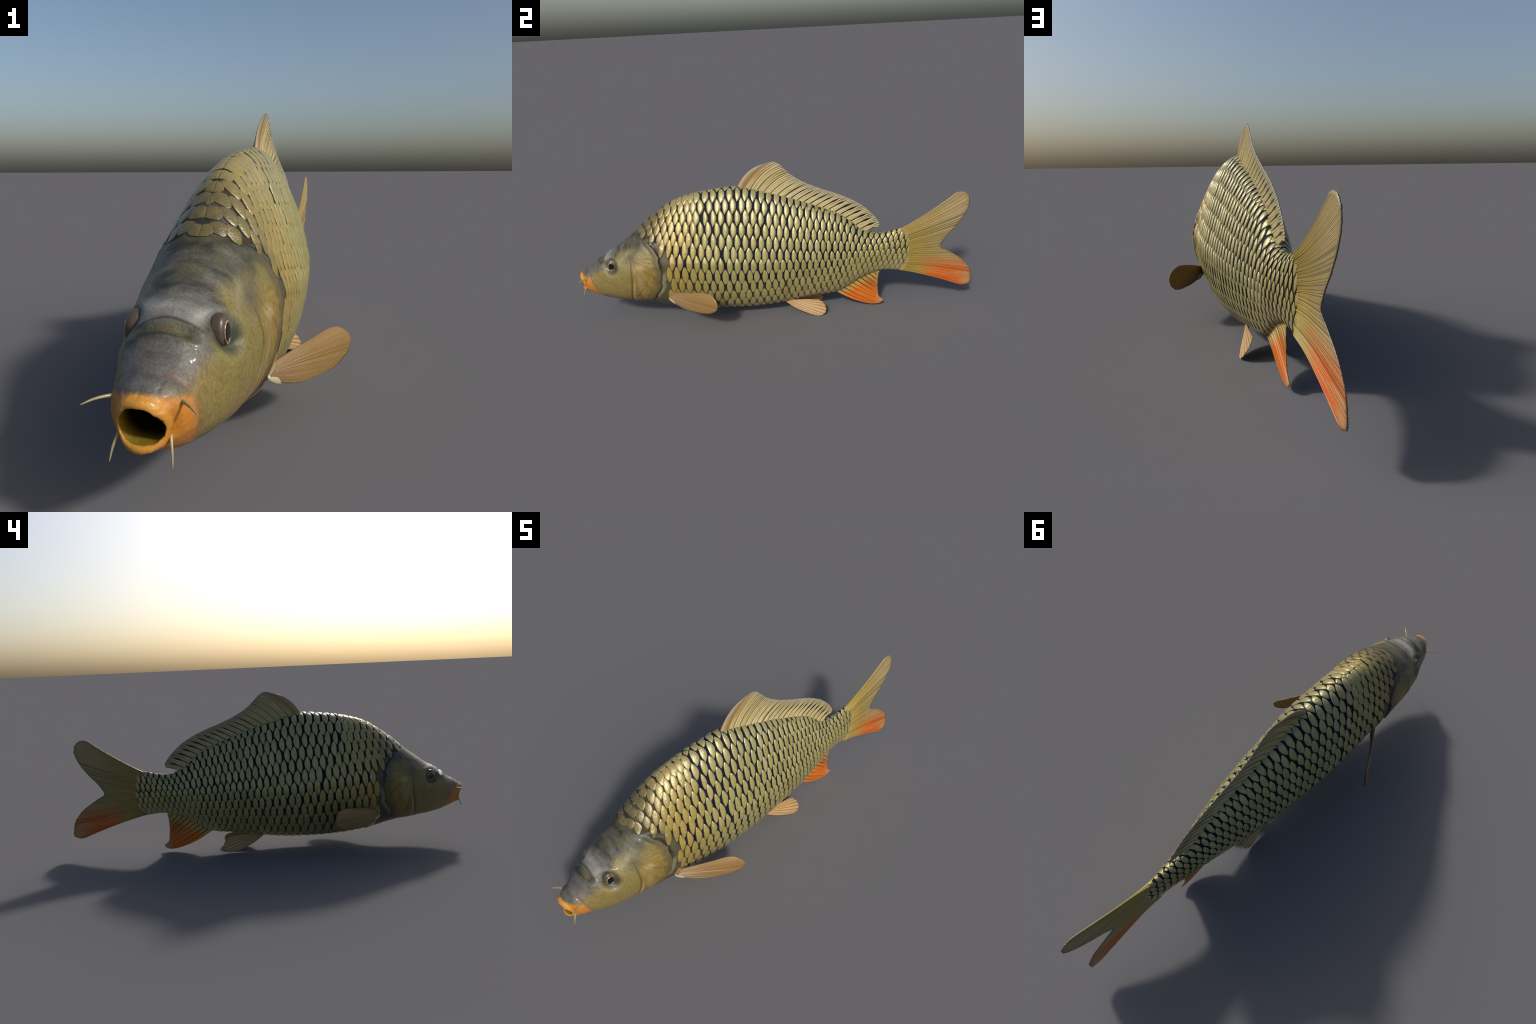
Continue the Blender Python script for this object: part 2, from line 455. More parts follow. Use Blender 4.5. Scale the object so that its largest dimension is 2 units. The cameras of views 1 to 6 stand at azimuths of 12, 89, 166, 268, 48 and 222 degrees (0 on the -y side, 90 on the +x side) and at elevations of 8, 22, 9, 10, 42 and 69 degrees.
def col_tail(t):
    n = t.noise(18, 4)
    s = t.noise(22, 4, .6, stretch=(1, .25, 1.6))
    c = t.mix(n, (.31, .22, .040), (.41, .31, .075))
    up = t.step(t.z, .36, .46)
    c = t.mix(t.mul(t.step(t.y, .74, .92), .85), c, t.mix(n, (.42, .31, .14), (.54, .42, .22)))
    c = t.mix(t.mul(t.mul(up, t.step(s, .52, .7)), .3), c, (.45, .20, .07))
    # red flush of the lower lobe
    red = t.mul(t.mul(t.step(t.add(t.z, t.mul(t.y, .20)), .455, .335), t.step(t.y, .69, .79)), t.step(t.sub(t.y, t.mul(t.z, .10)), .985, .90))
    red = t.m("MULTIPLY", red, t.add(.40, t.mul(t.step(s, .30, .62), .60)), clamp=True)
    c = t.mix(red, c, t.mix(s, (.66, .17, .004), (.62, .085, .003)))
    # smoky trailing margin
    outy = t.curve(t.z, [(.08, .955), (.10, .995), (.167, .99), (.223, .953), (.286, .868), (.316, .826), (.347, .841), (.418, .899), (.471, .936), (.528, .958), (.567, .953), (.594, .91)])
    c = t.mix(t.mul(t.step(t.sub(outy, t.y), .030, .004), .45), c, (.20, .18, .12))
    c = t.mix(t.mul(t.step(t.sub(outy, t.y), .008, .001), .8), c, (.035, .032, .026))
    low = t.step(t.sub(t.z, t.curve(t.y, [(.65, .178), (.706, .164), (.773, .138), (.879, .10), (.96, .088), (1.0, .09)])), .010, -.001)
    c = t.mix(t.mul(low, .7), c, (.10, .04, .012))
    return c


def col_tail_web(t):
    c = t.mix(t.step(t.y, .68, .80), (.18, .125, .028), (.17, .13, .06))
    return t.mix(t.mul(t.step(t.z, .28, .2), t.step(t.y, .72, .8)), c, (.30, .07, .012))


def col_anal(t):
    s = t.noise(40, 4, .6, stretch=(1, .3, 1.5))
    base = t.sub(t.z, t.curve(t.y, [(.28, .085), (.326, .105), (.371, .136), (.443, .179), (.53, .2)]))
    c = t.mix(s, (.42, .27, .05), (.50, .36, .11))
    red = t.mul(t.step(base, -.012, -.06), t.step(t.y, .555, .49))
    red = t.m("MULTIPLY", red, t.add(.5, t.mul(s, .9)), clamp=True)
    c = t.mix(red, c, t.mix(s, (.60, .09, .004), (.68, .21, .012)))
    c = t.mix(t.mul(t.step(t.y, .485, .53), .5), c, (.42, .33, .20))
    return c


def col_pelvic(t):
    s = t.noise(35, 4, .6, stretch=(1, .35, 1))
    c = t.mix(s, (.42, .25, .09), (.56, .42, .22))
    return t.mix(t.mul(t.step(s, .55, .68), .6), c, (.46, .17, .05))


def col_pectoral(t):
    s = t.noise(32, 4, .6, stretch=(.6, .6, 1.6))
    c = t.mix(s, (.22, .13, .035), (.34, .215, .075))
    c = t.mix(t.mul(t.step(s, .53, .68), .5), c, (.36, .15, .045))
    c = t.mix(t.mul(t.step(t.y, -.42, -.50), .75), c, (.33, .22, .13))
    low = t.sub(t.z, t.curve(t.y, [(-.56, .155), (-.504, .143), (-.404, .130), (-.34, .136), (-.30, .19)]))
    return t.mix(t.mul(t.step(low, .016, .0), .7), c, (.085, .05, .014))


def plain(name, c, rough=.4, **kw):
    t = NT(name)
    return t.finish(c, rough=rough, **kw)


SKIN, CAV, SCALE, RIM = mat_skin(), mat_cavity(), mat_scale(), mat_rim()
PALE = plain("scale_edge_pale", (.44, .39, .24), rough=.22, spec=.6, metal=.1)

# ------------------------------------------------------------------ object helpers
root = bpy.data.objects.new("carp", None)
scene_col.objects.link(root)
root.empty_display_size = .2
root["label"] = "golden-olive carp with large scales and red lower fins"
root["category"] = "fish"


def mesh_obj(name, verts, faces, mats, parent, smooth=True, mat_idx=None):
    me = bpy.data.meshes.new(name)
    me.from_pydata([tuple(map(float, v)) for v in verts], [], [tuple(map(int, f)) for f in faces])
    for m in mats:
        me.materials.append(m)
    if mat_idx is not None:
        me.polygons.foreach_set("material_index", np.asarray(mat_idx, dtype=np.int32))
    me.polygons.foreach_set("use_smooth", np.full(len(me.polygons), smooth))
    me.update()
    ob = bpy.data.objects.new(name, me)
    scene_col.objects.link(ob)
    ob.parent = parent
    return ob


def mirrored(ob, parent=None):
    c = ob.copy()
    c.scale.x = -1
    c.parent = parent or ob.parent
    scene_col.objects.link(c)
    return c


# ------------------------------------------------------------------ body skin
NH = 84                                     # points on a half section
head_y = np.linspace(-.955, -.50, 235)
rest_y = np.linspace(-.50, .70, 250)[1:]
stations = np.concatenate([head_y, rest_y])
rings = []
for yv in stations:
    x, z, _ = section(yv, NH)
    rings.append(np.stack([x, np.full(NH, yv), z], 1))
half = np.array(rings)                      # (stations, NH, 3)
# displace along the surface normal of the undisplaced half
dy = np.gradient(half, axis=0)
ds = np.gradient(half, axis=1)
nrm = np.cross(ds, dy)
nrm /= np.linalg.norm(nrm, axis=2, keepdims=True) + 1e-12
if (nrm[:, NH // 2, 0]).mean() < 0:
    nrm = -nrm
disp = relief(half[:, :, 1], half[:, :, 2])
from mathutils import noise as mnoise, Vector
hy = half[:, :, 1]
rough = np.zeros(hy.shape)
for a in range(len(stations)):
    if stations[a] < -.50:
        for b in range(NH):
            q = half[a, b]
            rough[a, b] = mnoise.fractal(Vector((q[0] * 38, q[1] * 38, q[2] * 38)), .7, 2.1, 4)
disp = disp + rough * .0011 * sstep(-.50, -.60, hy) * (1 - .4 * sstep(.05, .09, half[:, :, 0]))
half = half + nrm * disp[:, :, None]
half[:, 0, 0] = half[:, -1, 0] = 0
left = half[:, 1:-1][:, ::-1] * np.array([-1, 1, 1])
full = np.concatenate([half, left], 1)      # closed rings
NR = full.shape[1]

# lips: carry the first ring forward to the outer rim, roll it over, then run the mouth cavity back
first = full[0]
cz = .240
ang = np.arctan2(first[:, 2] - cz, first[:, 0])
HOLE = [(0, .2705), (.014, .2685), (.025, .2600), (.0385, .2360), (.0345, .2220), (.024, .2125), (.010, .2095), (0, .2090)]
RIMO = [(0, .2840), (.020, .2825), (.036, .2690), (.0480, .2400), (.0445, .2190), (.031, .2035), (.012, .1960), (0, .1950)]


def outline(pts):
    """closed outline, mirrored left to right, sampled at the ring angles"""
    p = np.array(pts)
    a, r = np.arctan2(p[:, 1] - cz, p[:, 0]), np.hypot(p[:, 0], p[:, 1] - cz)
    f = smooth_curve(list(zip(-a, r)))
    aa = np.where(np.cos(ang) >= 0, ang, np.where(ang > 0, math.pi - ang, -math.pi - ang))
    rr = f(-aa)
    return np.stack([rr * np.cos(ang), np.zeros_like(ang), cz + rr * np.sin(ang)], 1)


def lip_front(p):
    """how far forward the lips reach: the muzzle is rounded in plan, the lower lip a little shorter"""
    return np.interp(p[:, 2], [.195, .215, .235, .262, .285], [-.995, -.996, -1.000, -1.006, -.998]) + .021 * np.minimum(np.abs(p[:, 0]) / .040, 1.2) ** 2


hol, rimo = outline(HOLE), outline(RIMO)
front = []
for k in range(1, 9):                      # muzzle
    u = k / 8
    p = first * (1 - u) + rimo * u
    p[:, 1] = first[:, 1] * (1 - u) + (lip_front(rimo) + .007) * u
    front.append(p + (first - rimo) * np.array([1, 0, 1]) * (.10 * math.sin(math.pi * u) * (1 - u)))
for k in range(1, 9):                      # rolled lip edge
    th = k / 8 * math.pi
    u = (1 - math.cos(th)) / 2
    p = rimo * (1 - u) + hol * u
    p[:, 1] = (lip_front(rimo) + .007) * (1 - u) + (lip_front(hol) + .007) * u - .0065 * math.sin(th)
    front.append(p)
back = []
for k, (dyb, sc) in enumerate(((.004, 1.0), (.010, 1.0), (.02, 1.03), (.035, 1.08), (.055, 1.12), (.08, 1.08), (.10, .9), (.115, .55))):
    p = hol.copy()
    p[:, 0] *= sc
    p[:, 2] = cz + (p[:, 2] - cz) * sc
    p[:, 1] = (front[-1][:, 1] + dyb) * max(0, 1 - k / 5) + (-.975 + dyb) * min(1, k / 5)
    back.append(p)
from mathutils import noise as mnoise, Vector
for q in front:                              # wrinkled lip skin
    for v in q:
        k = mnoise.fractal(Vector((v[0] * 60 + 9, v[1] * 60, v[2] * 60)), .7, 2.1, 4) * .0011 * sstep(-.955, -.972, v[1])
        v[0] += k * np.sign(v[0]) * min(1, abs(v[0]) / .02)
        v[2] += k * (1 if v[2] > cz else -1)
lip_rings = np.array((front + back)[::-1])
allr = np.concatenate([lip_rings, full], 0)
NS = allr.shape[0]
n_cav = len(back)
bverts = allr.reshape(-1, 3)
bfaces, bpart = [], []
PARTS = ["mouth_cavity", "mouth", "head", "gill_cover", "torso", "tail"]
for i in range(NS - 1):
    for j in range(NR):
        j2 = (j + 1) % NR
        bfaces.append((i * NR + j, (i + 1) * NR + j, (i + 1) * NR + j2, i * NR + j2))
        c = (allr[i, j] + allr[i + 1, j2]) / 2
        if i < n_cav:
            part = 0
        elif i < n_cav + len(front) :
            part = 1
        else:
            yv, zv = c[1], c[2]
            if yv > .40:
                part = 5
            elif yv - operc(zv) > .003 and (zv < .47) or yv > -.50 or (zv >= .455 and yv > scalefront(zv) + .004):
                part = 4
            elif yv > preop(zv) and zv < .43:
                part = 3
            else:
                part = 2
        bpart.append(part)
capc = len(bverts)
bverts = np.concatenate([bverts, [[0, lip_rings[0][:, 1].mean() + .01, cz]], [[0, .702, .31]]])
for j in range(NR):
    bfaces.append((capc, j, (j + 1) % NR))
    bpart.append(0)
    e = (NS - 1) * NR
    bfaces.append((e + (j + 1) % NR, e + j, capc + 1))
    bpart.append(5)
bpart = np.array(bpart)
whole = bpy.data.meshes.new("whole_body")
whole.from_pydata(bverts.tolist(), [], bfaces)
import bmesh
bm = bmesh.new()
bm.from_mesh(whole)
bmesh.ops.recalc_face_normals(bm, faces=bm.faces)
bm.to_mesh(whole)
bm.free()
whole.polygons.foreach_set("use_smooth", np.full(len(whole.polygons), True))
whole.update()
vn = np.zeros(len(whole.vertices) * 3)
whole.vertices.foreach_get("normal", vn)
vn = vn.reshape(-1, 3)
poly = [tuple(p.vertices) for p in whole.polygons]
parts = {}
for pi in (2, 4, 5, 3, 1, 0):
    name = PARTS[pi]
    idx = np.nonzero(bpart == pi)[0]
    fs = [poly[k] for k in idx]
    used = sorted({v for f in fs for v in f})
    remap = {v: k for k, v in enumerate(used)}
    par = root if pi in (2, 4, 5) else parts["head"]
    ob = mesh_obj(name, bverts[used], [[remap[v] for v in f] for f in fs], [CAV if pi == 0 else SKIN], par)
    ob.data.normals_split_custom_set_from_vertices([tuple(vn[v]) for v in used])
    parts[name] = ob
bpy.data.meshes.remove(whole)

# ------------------------------------------------------------------ scales
GY = np.linspace(-.80, .70, 420)
GU = 240
gx, gz, gl, glat = np.zeros((420, GU)), np.zeros((420, GU)), np.zeros(420), np.zeros(420)
for k, yv in enumerate(GY):
    gx[k], gz[k], gl[k] = section(yv, GU)
    glat[k] = np.interp(-latf(yv), -gz[k], np.linspace(0, gl[k], GU))


def surf(y, s):
    """Point of the flank at station y, arc distance s above (+) or below (-) the lateral line."""
    fy = np.clip((y - GY[0]) / (GY[1] - GY[0]), 0, 418.999)
    i = fy.astype(int)
    f = fy - i
    L = gl[i] * (1 - f) + gl[i + 1] * f
    l0 = glat[i] * (1 - f) + glat[i + 1] * f
    u = np.clip((l0 - s) / L, 0, 1) * (GU - 1)
    j = np.clip(u.astype(int), 0, GU - 2)
    g = u - j

    def bil(a):
        return (a[i, j] * (1 - f) * (1 - g) + a[i + 1, j] * f * (1 - g) + a[i, j + 1] * (1 - f) * g + a[i + 1, j + 1] * f * g)
    return np.stack([bil(gx), y, bil(gz)], -1), (l0 - s), L


def surf_n(y, s):
    e = .003
    a = surf(y + e, s)[0] - surf(y - e, s)[0]
    b = surf(y, s + e)[0] - surf(y, s - e)[0]
    n = np.cross(a, b)
    n /= np.linalg.norm(n, axis=-1, keepdims=True) + 1e-12
    return n


# column index as integral of 1/pitch
cy = np.linspace(-.80, .72, 3000)
cc = np.concatenate([[0], np.cumsum((cy[1] - cy[0]) / pitchf(cy[:-1]))])
ncol = int(cc[-1]) + 1
NQ, NP = 15, 11
qs = np.linspace(-1, 1, NQ)
ps = np.concatenate([[-1], np.linspace(-.86, .86, NP - 2), [1]])
P_, Q_ = np.meshgrid(ps, qs)
scale_defs = []


def lens(j, c_idx):
    yc = float(np.interp(c_idx, cc, cy))
    R, Pt = float(rowf(yc)), float(pitchf(yc))
    if j > 0:
        R = float(np.interp(yc, GY, glat) / rowsupf(yc))
    sc_ = j * R
    shoulder = float(sstep(-.38, -.58, yc) * sstep(-.10, .04, sc_))
    tail = float(sstep(.30, .55, yc))
    lean = .05 + .12 * tail + .16 * shoulder
    yc += lean * sc_
    pos, d, L = surf(np.array([yc]), np.array([sc_]))
    zc = pos[0, 2]
    d, L = float(d[0]), float(L[0])
    if d < -.46 * R or d > L - .012:
        return None
    if yc < scalefront(zc) - .010:
        return None
    if yc > .660 - .045 * min(abs((zc - .315) / .115), 1.15) ** 3:
        return None
    lowfrac = np.clip((L - d) / .09, 0, 1)           # 0 at the belly keel
    lowflank = float(sstep(-.02, -.14, sc_))
    odd = math.exp(-((yc + .30 - (.40 - zc) * .25) / .055) ** 2) * float(sstep(.17, .24, zc)) * (1 if zc < .60 else .3)
    nape = shoulder * float(sstep(.10, .03, d))
    wr_ = .388 + .012 * float(sstep(.12, -.02, sc_)) + .038 * shoulder + .02 * nape + .030 * tail + .022 * lowflank
    hh_ = .685 + .13 * shoulder + .05 * nape + .05 * tail + .07 * lowflank
    jit = rng.normal(0, 1, 5)
    wr_ *= 1 + .04 * jit[0] - odd * max(0, .02 + .06 * jit[1])
    hh_ *= 1 + .03 * jit[2] + .05 * odd
    ex = 2.45 - .75 * tail - .45 * shoulder - .25 * lowflank
    yc += Pt * (.03 + .03 * odd) * jit[3]
    prof = 1 - np.abs(Q_) ** ex
    prof = np.clip(prof, 0, 1)
    crescent = (.10 + .10 * (1 - tail) * (1 - lowflank)) * (1 - Q_ ** 2)      # front edge hollowed, rear edge full
    half_w = wr_ * Pt * prof
    waver = .05 * np.sin(Q_ * 7 + jit[4] * 3) * (1 - tail)
    yy = yc + P_ * half_w + Pt * crescent * .45 * (1 + waver * 2) + lean * Q_ * hh_ * R
    ss = sc_ + Q_ * hh_ * R
    H = (.0056 + .0006 * jit[1]) * (Pt / .037) ** .8
    H *= .55 + .45 * lowfrac
    H *= 1 - .45 * lowflank - .25 * tail - .25 * shoulder
    H *= .45 + .55 * float(sstep(.0, .09, d))
    h = H * (np.clip(1 - np.abs(P_) ** 2.4, 0, 1) ** .65 * (.80 + .22 * P_) * np.clip(1 - np.abs(Q_) ** 3, 0, 1) ** .5)
    h = h + .0006 * (1 + P_) * np.clip(1 - np.abs(Q_), 0, 1)
    flat_y, flat_s, flat_h = yy.ravel(), ss.ravel(), h.ravel()
    pnt, dd, LL = surf(flat_y, flat_s)
    over = np.clip(-dd, 0, None)                      # part past the dorsal ridge is folded away
    n = surf_n(flat_y, np.where(dd < .004, flat_s + dd - .004, flat_s))
    wr2 = np.clip(1 - dd / .008, 0, 1)[:, None]          # scales meeting on the ridge lie flat across it
    n = n * (1 - wr2) + np.array([0, 0, 1.0]) * wr2
    n = n / np.linalg.norm(n, axis=1, keepdims=True)
    pnt = pnt + n * (flat_h + .0008 + np.minimum(relief(flat_y, pnt[:, 2]), .0015) - np.clip(over, 0, .02) * .05)[:, None]
    base = pnt - n * .0032
    if pnt[:, 0].min() < .0002:
        pnt[:, 0] = np.maximum(pnt[:, 0], .0002)
        base[:, 0] = np.maximum(base[:, 0], .0002)
    return pnt, base, wr_ * Pt * hh_ * R, max(shoulder, lowflank * .99, tail * .9) > .45


# grid topology with a skirt; the two tips collapse to a point
edge_loop = [k for k in range(NP)] + [r * NP + NP - 1 for r in range(1, NQ)] + \
            [(NQ - 1) * NP + k for k in range(NP - 2, -1, -1)] + [r * NP for r in range(NQ - 2, 0, -1)]
SF, SM, SM_RIM = [], [], []
for r in range(NQ - 1):
    for k in range(NP - 1):
        a = r * NP + k
        SF.append((a, a + 1, a + NP + 1, a + NP))
        SM.append(1 if k == 0 else 2 if k == NP - 2 else 0)
        SM_RIM.append(1 if k in (0, NP - 2) or r in (0, NQ - 2) else 0)
EL = len(edge_loop)
for k in range(EL):
    k2 = (k + 1) % EL
    SF.append((edge_loop[k], NP * NQ + k, NP * NQ + k2, edge_loop[k2]))
    SM.append(1)
    SM_RIM.append(1)

for j in range(-9, 9):
    for i in range(ncol + 1):
        r = lens(j, i + (.5 if j % 2 else 0.0))
        if r:
            scale_defs.append(r)
scale_defs.sort(key=lambda r: -r[2])
print("scales per side", len(scale_defs))
nb = NP * NQ + EL
for k, (pnt, base, _, rim_) in enumerate(scale_defs[:150]):
    v = np.concatenate([pnt, base[edge_loop]])
    ob = mesh_obj("scale", v, SF, [SCALE, RIM, PALE], parts["torso"], mat_idx=SM_RIM if rim_ else SM)
    mirrored(ob)
vs, fs, ms = [], [], []
for k, (pnt, base, _, rim_) in enumerate(scale_defs[150:]):
    o = k * nb
    vs.append(np.concatenate([pnt, base[edge_loop]]))
    fs += [tuple(q + o for q in f) for f in SF]
    ms += SM_RIM if rim_ else SM
ob = mesh_obj("small_scales", np.concatenate(vs), fs, [SCALE, RIM, PALE], parts["torso"], mat_idx=ms)
ob["kind"] = "stuff"
m2 = mirrored(ob)
m2["kind"] = "stuff"


# ------------------------------------------------------------------ fins
def polyline(pts):
    """arc-length parametrised smooth curve through 3D control points"""
    p = np.array(pts, float)
    d = np.concatenate([[0], np.cumsum(np.linalg.norm(np.diff(p, axis=0), axis=1))])
    d /= d[-1]
    fs_ = [smooth_curve(list(zip(d, p[:, k]))) for k in range(p.shape[1])]
    return lambda t: np.stack([f(t) for f in fs_], -1)


class Fin:
    """Fan between a root curve and an outer margin. a runs along the fin, b from root to margin."""

    def __init__(self, root_pts, tip_pts, bow, normal, thick, flare, tip_map=None, root_map=None):
        self.r, self.t = polyline(root_pts), polyline(tip_pts)
        self.bow = bow
        self.n = normal
        self.thick, self.flare = thick, flare
        self.tm = tip_map or (lambda a: a)
        self.rm = root_map or (lambda a: a)

    def pos(self, a, b):
        a, b = np.broadcast_arrays(np.asarray(a, float), np.asarray(b, float))
        r, t = self.r(self.rm(np.clip(a, 0, 1))), self.t(self.tm(np.clip(a, 0, 1)))
        p = r + (t - r) * b[..., None]
        return p + self.bow(a)[..., :] * (4 * b * (1 - b))[..., None]

    def normal(self, a, b):
        if self.n is not None:
            return np.broadcast_to(np.array(self.n, float), (*np.broadcast(a, b).shape, 3))
        e = .01
        u = self.pos(np.clip(a + e, 0, 1), b) - self.pos(np.clip(a - e, 0, 1), b)
        v = self.pos(a, np.clip(b + e, 0, 1)) - self.pos(a, np.clip(b - e, 0, 1))
        n = np.cross(u, v)
        return n / (np.linalg.norm(n, axis=-1, keepdims=True) + 1e-12)

    def half_thick(self, b):
        return self.thick * (1.05 - .6 * b) + self.flare * np.clip(1 - b / .45, 0, 1) ** 2.5


def ray_mesh(fin, a0, da, cover, strands, split, b_end, seed, nb_=26):
    """one bony ray: flattened strands side by side, fused at the root, splitting outward"""
    r_ = np.random.default_rng(seed)
    vs, fs = [], []
    bs = np.linspace(-.03, b_end, nb_)
    NC = 10
    ph = np.linspace(0, 2 * math.pi, NC, endpoint=False)
    for s in range(strands):
        off = 0 if strands == 1 else (s / (strands - 1) * 2 - 1)
        sp = np.clip((bs - split) / (1 - split), 0, 1) ** .8
        be = bs * (1 - .012 * r_.random())
        centre = a0 + da * off * (1 - 1 / strands) * (.74 + .26 * sp) * cover(np.clip(bs, 0, 1))
        w = da * cover(np.clip(bs, 0, 1)) * (1.0 / strands) * (1.25 - .25 * sp if strands > 1 else 1.0)
        A = centre[:, None] + w[:, None] * np.cos(ph)
        B = np.repeat(be[:, None], NC, 1)
        th = fin.half_thick(np.clip(B, 0, 1)) * np.sin(ph)
        p = fin.pos(A, B) + fin.normal(A, B) * (th * (1 + .10 * r_.normal()))[..., None]
        o = len(vs) * nb_ * NC
        vs.append(p.reshape(-1, 3))
        for i in range(nb_ - 1):
            for k in range(NC):
                k2 = (k + 1) % NC
                fs.append((o + i * NC + k, o + i * NC + k2, o + (i + 1) * NC + k2, o + (i + 1) * NC + k))
        fs.append(tuple(o + (nb_ - 1) * NC + k for k in range(NC)))
        fs.append(tuple(o + k for k in range(NC - 1, -1, -1)))
    return np.concatenate(vs), fs


def web_mesh(fin, na, nb_, b_end, k=.45):
    a = np.linspace(0, 1, na)
    b = np.linspace(-.03, b_end, nb_)
    A, B = np.meshgrid(a, b, indexing="ij")
    th = fin.half_thick(np.clip(B, 0, 1)) * k * np.clip(np.minimum(A, 1 - A) / .02, .15, 1)
    n = fin.normal(A, B)
    p = fin.pos(A, B)
    up, dn = (p + n * th[..., None]).reshape(-1, 3), (p - n * th[..., None]).reshape(-1, 3)
    N = na * nb_
    fs = []
    for i in range(na - 1):
        for j in range(nb_ - 1):
            q = (i * nb_ + j, (i + 1) * nb_ + j, (i + 1) * nb_ + j + 1, i * nb_ + j + 1)
            fs.append(q)
            fs.append(tuple(v + N for v in q[::-1]))
    rim = [i * nb_ for i in range(na)] + [(na - 1) * nb_ + j for j in range(1, nb_)] + \
          [i * nb_ + nb_ - 1 for i in range(na - 2, -1, -1)] + [j for j in range(nb_ - 2, 0, -1)]
    for k_ in range(len(rim)):
        a_, b_ = rim[k_], rim[(k_ + 1) % len(rim)]
        fs.append((b_, a_, a_ + N, b_ + N))
    return np.concatenate([up, dn]), fs


def fix_normals(ob):
    bm_ = bmesh.new()
    bm_.from_mesh(ob.data)
    bmesh.ops.recalc_face_normals(bm_, faces=bm_.faces)
    bm_.to_mesh(ob.data)
    bm_.free()
    ob.data.polygons.foreach_set("use_smooth", np.full(len(ob.data.polygons), True))


def build_fin(name, fin, n_rays, cover, strands, split, mat_ray, mat_web, seed, web_end=.992, spread=1.0, mirror=False, web_k=.45):
    v, f = web_mesh(fin, 120, 36, web_end, web_k)
    web = mesh_obj(name, v, f, [mat_web], root)
    fix_normals(web)
    out = [web]
    for k in range(n_rays):
        a0 = (k + .5) / n_rays
        v, f = ray_mesh(fin, a0, .5 / n_rays * spread, lambda b, a0=a0: cover(a0, b), strands(k), split, 1.0, seed + k)
        ob_ = mesh_obj("fin_ray", v, f, [mat_ray], web)
        fix_normals(ob_)
        out.append(ob_)
    if mirror:
        w2 = mirrored(web, root)
        for ob_ in out[1:]:
            c = ob_.copy()
            c.parent = w2
            scene_col.objects.link(c)
    return out


yz = lambda pts: [(0, a, b) for a, b in pts]
# dorsal
dors = Fin(yz([(-.185, .672), (-.107, .655), (.009, .620), (.16, .570), (.282, .522), (.36, .475), (.418, .424), (.440, .413)]),
           yz([(-.045, .783), (-.02, .791), (.0, .792), (.022, .780), (.042, .762), (.062, .740), (.101, .708), (.155, .677), (.228, .645), (.311, .613),
               (.375, .582), (.43, .546), (.47, .509), (.497, .477), (.511, .449), (.504, .433)]),
           lambda a: np.stack([0 * a, -.016 * np.clip(1 - a * 3, 0, 1) ** 1.0 + .004, .014 * np.clip(1 - a * 2, 0, 1) + .006 + 0 * a], -1),
           (1, 0, 0), .0038, .0075, tip_map=lambda a: a ** .95)
m_dr = fin_material("dorsal_ray_bone", col_dorsal)
m_dw = fin_material("dorsal_web_skin", col_dorsal_web)


def cov_dorsal(a, b):
    mid = np.exp(-((b - .54) / .17) ** 2)
    return 1.06 - mid * (.03 + .30 * np.clip((a - .25) / .4, 0, 1))


build_fin("dorsal_fin", dors, 21, cov_dorsal, lambda k: 3 if k else 1, .2, m_dr, m_dw, 100, web_k=.68)

# caudal
caud = Fin(yz([(.600, .410), (.640, .395), (.660, .36), (.664, .31), (.660, .26), (.645, .215), (.628, .194)]),
           yz([(.885, .588), (.91, .594), (.93, .589), (.953, .567), (.958, .528), (.936, .471), (.899, .418), (.841, .347), (.826, .316),
               (.868, .286), (.953, .223), (.99, .167), (.995, .141), (.995, .102), (.975, .090), (.945, .089)]),
           lambda a: np.stack([0 * a, 0 * a, -.010 * np.clip(1 - a * 2.2, 0, 1) + .006 * np.clip(a * 2.2 - 1.2, 0, 1)], -1),
           (1, 0, 0), .0036, .0075)
m_cr = fin_material("tail_ray_bone", col_tail)
m_cw = fin_material("tail_web_skin", col_tail_web)
build_fin("tail_fin", caud, 30, lambda a, b: 1.06 - .20 * sstep(.18, .5, b) * np.exp(-((a - .5) / .3) ** 2) - .05 * b, lambda k: 4, .25, m_cr, m_cw, 200, web_k=.84)

# anal
anal = Fin(yz([(.286, .100), (.326, .118), (.371, .148), (.443, .190), (.500, .205)]),
           yz([(.470, .0125), (.500, .009), (.53, .015), (.540, .026), (.518, .052), (.511, .085), (.509, .134), (.511, .173), (.516, .194)]),
           lambda a: np.stack([0 * a, 0 * a, -.012 * np.clip(1 - a * 1.6, 0, 1)], -1),
           (1, 0, 0), .0036, .006)
m_ar = fin_material("anal_ray_bone", col_anal)
m_aw = fin_material("anal_web_skin", lambda t: t.mix(t.step(t.z, .06, .14), (.30, .07, .012), (.05, .045, .02)))
build_fin("anal_fin", anal, 10, lambda a, b: 1.06 - .20 * np.exp(-((b - .6) / .25) ** 2) * (.2 + .8 * a), lambda k: 3 if k else 1, .25, m_ar, m_aw, 300, web_k=.72)

# pelvic pair
pel = Fin([(.020, .030, .064), (.024, .045, .068), (.026, .070, .074)],
          [(.066, .150, .012), (.080, .188, .000), (.0805, .213, .003), (.072, .232, .020), (.058, .232, .040), (.044, .220, .058), (.034, .195, .070)],
          lambda a: np.stack([.004 + 0 * a, 0 * a, -.010 * np.clip(1 - a * 2, 0, 1) + .004 * a], -1), None, .0034, .004)
m_pr = fin_material("pelvic_ray_bone", col_pelvic)
m_pw = fin_material("pelvic_web_skin", lambda t: (.22, .11, .035))
build_fin("pelvic_fin", pel, 9, lambda a, b: 1.0 - .26 * b, lambda k: 3 if k else 1, .3, m_pr, m_pw, 400, mirror=True, web_k=.55)

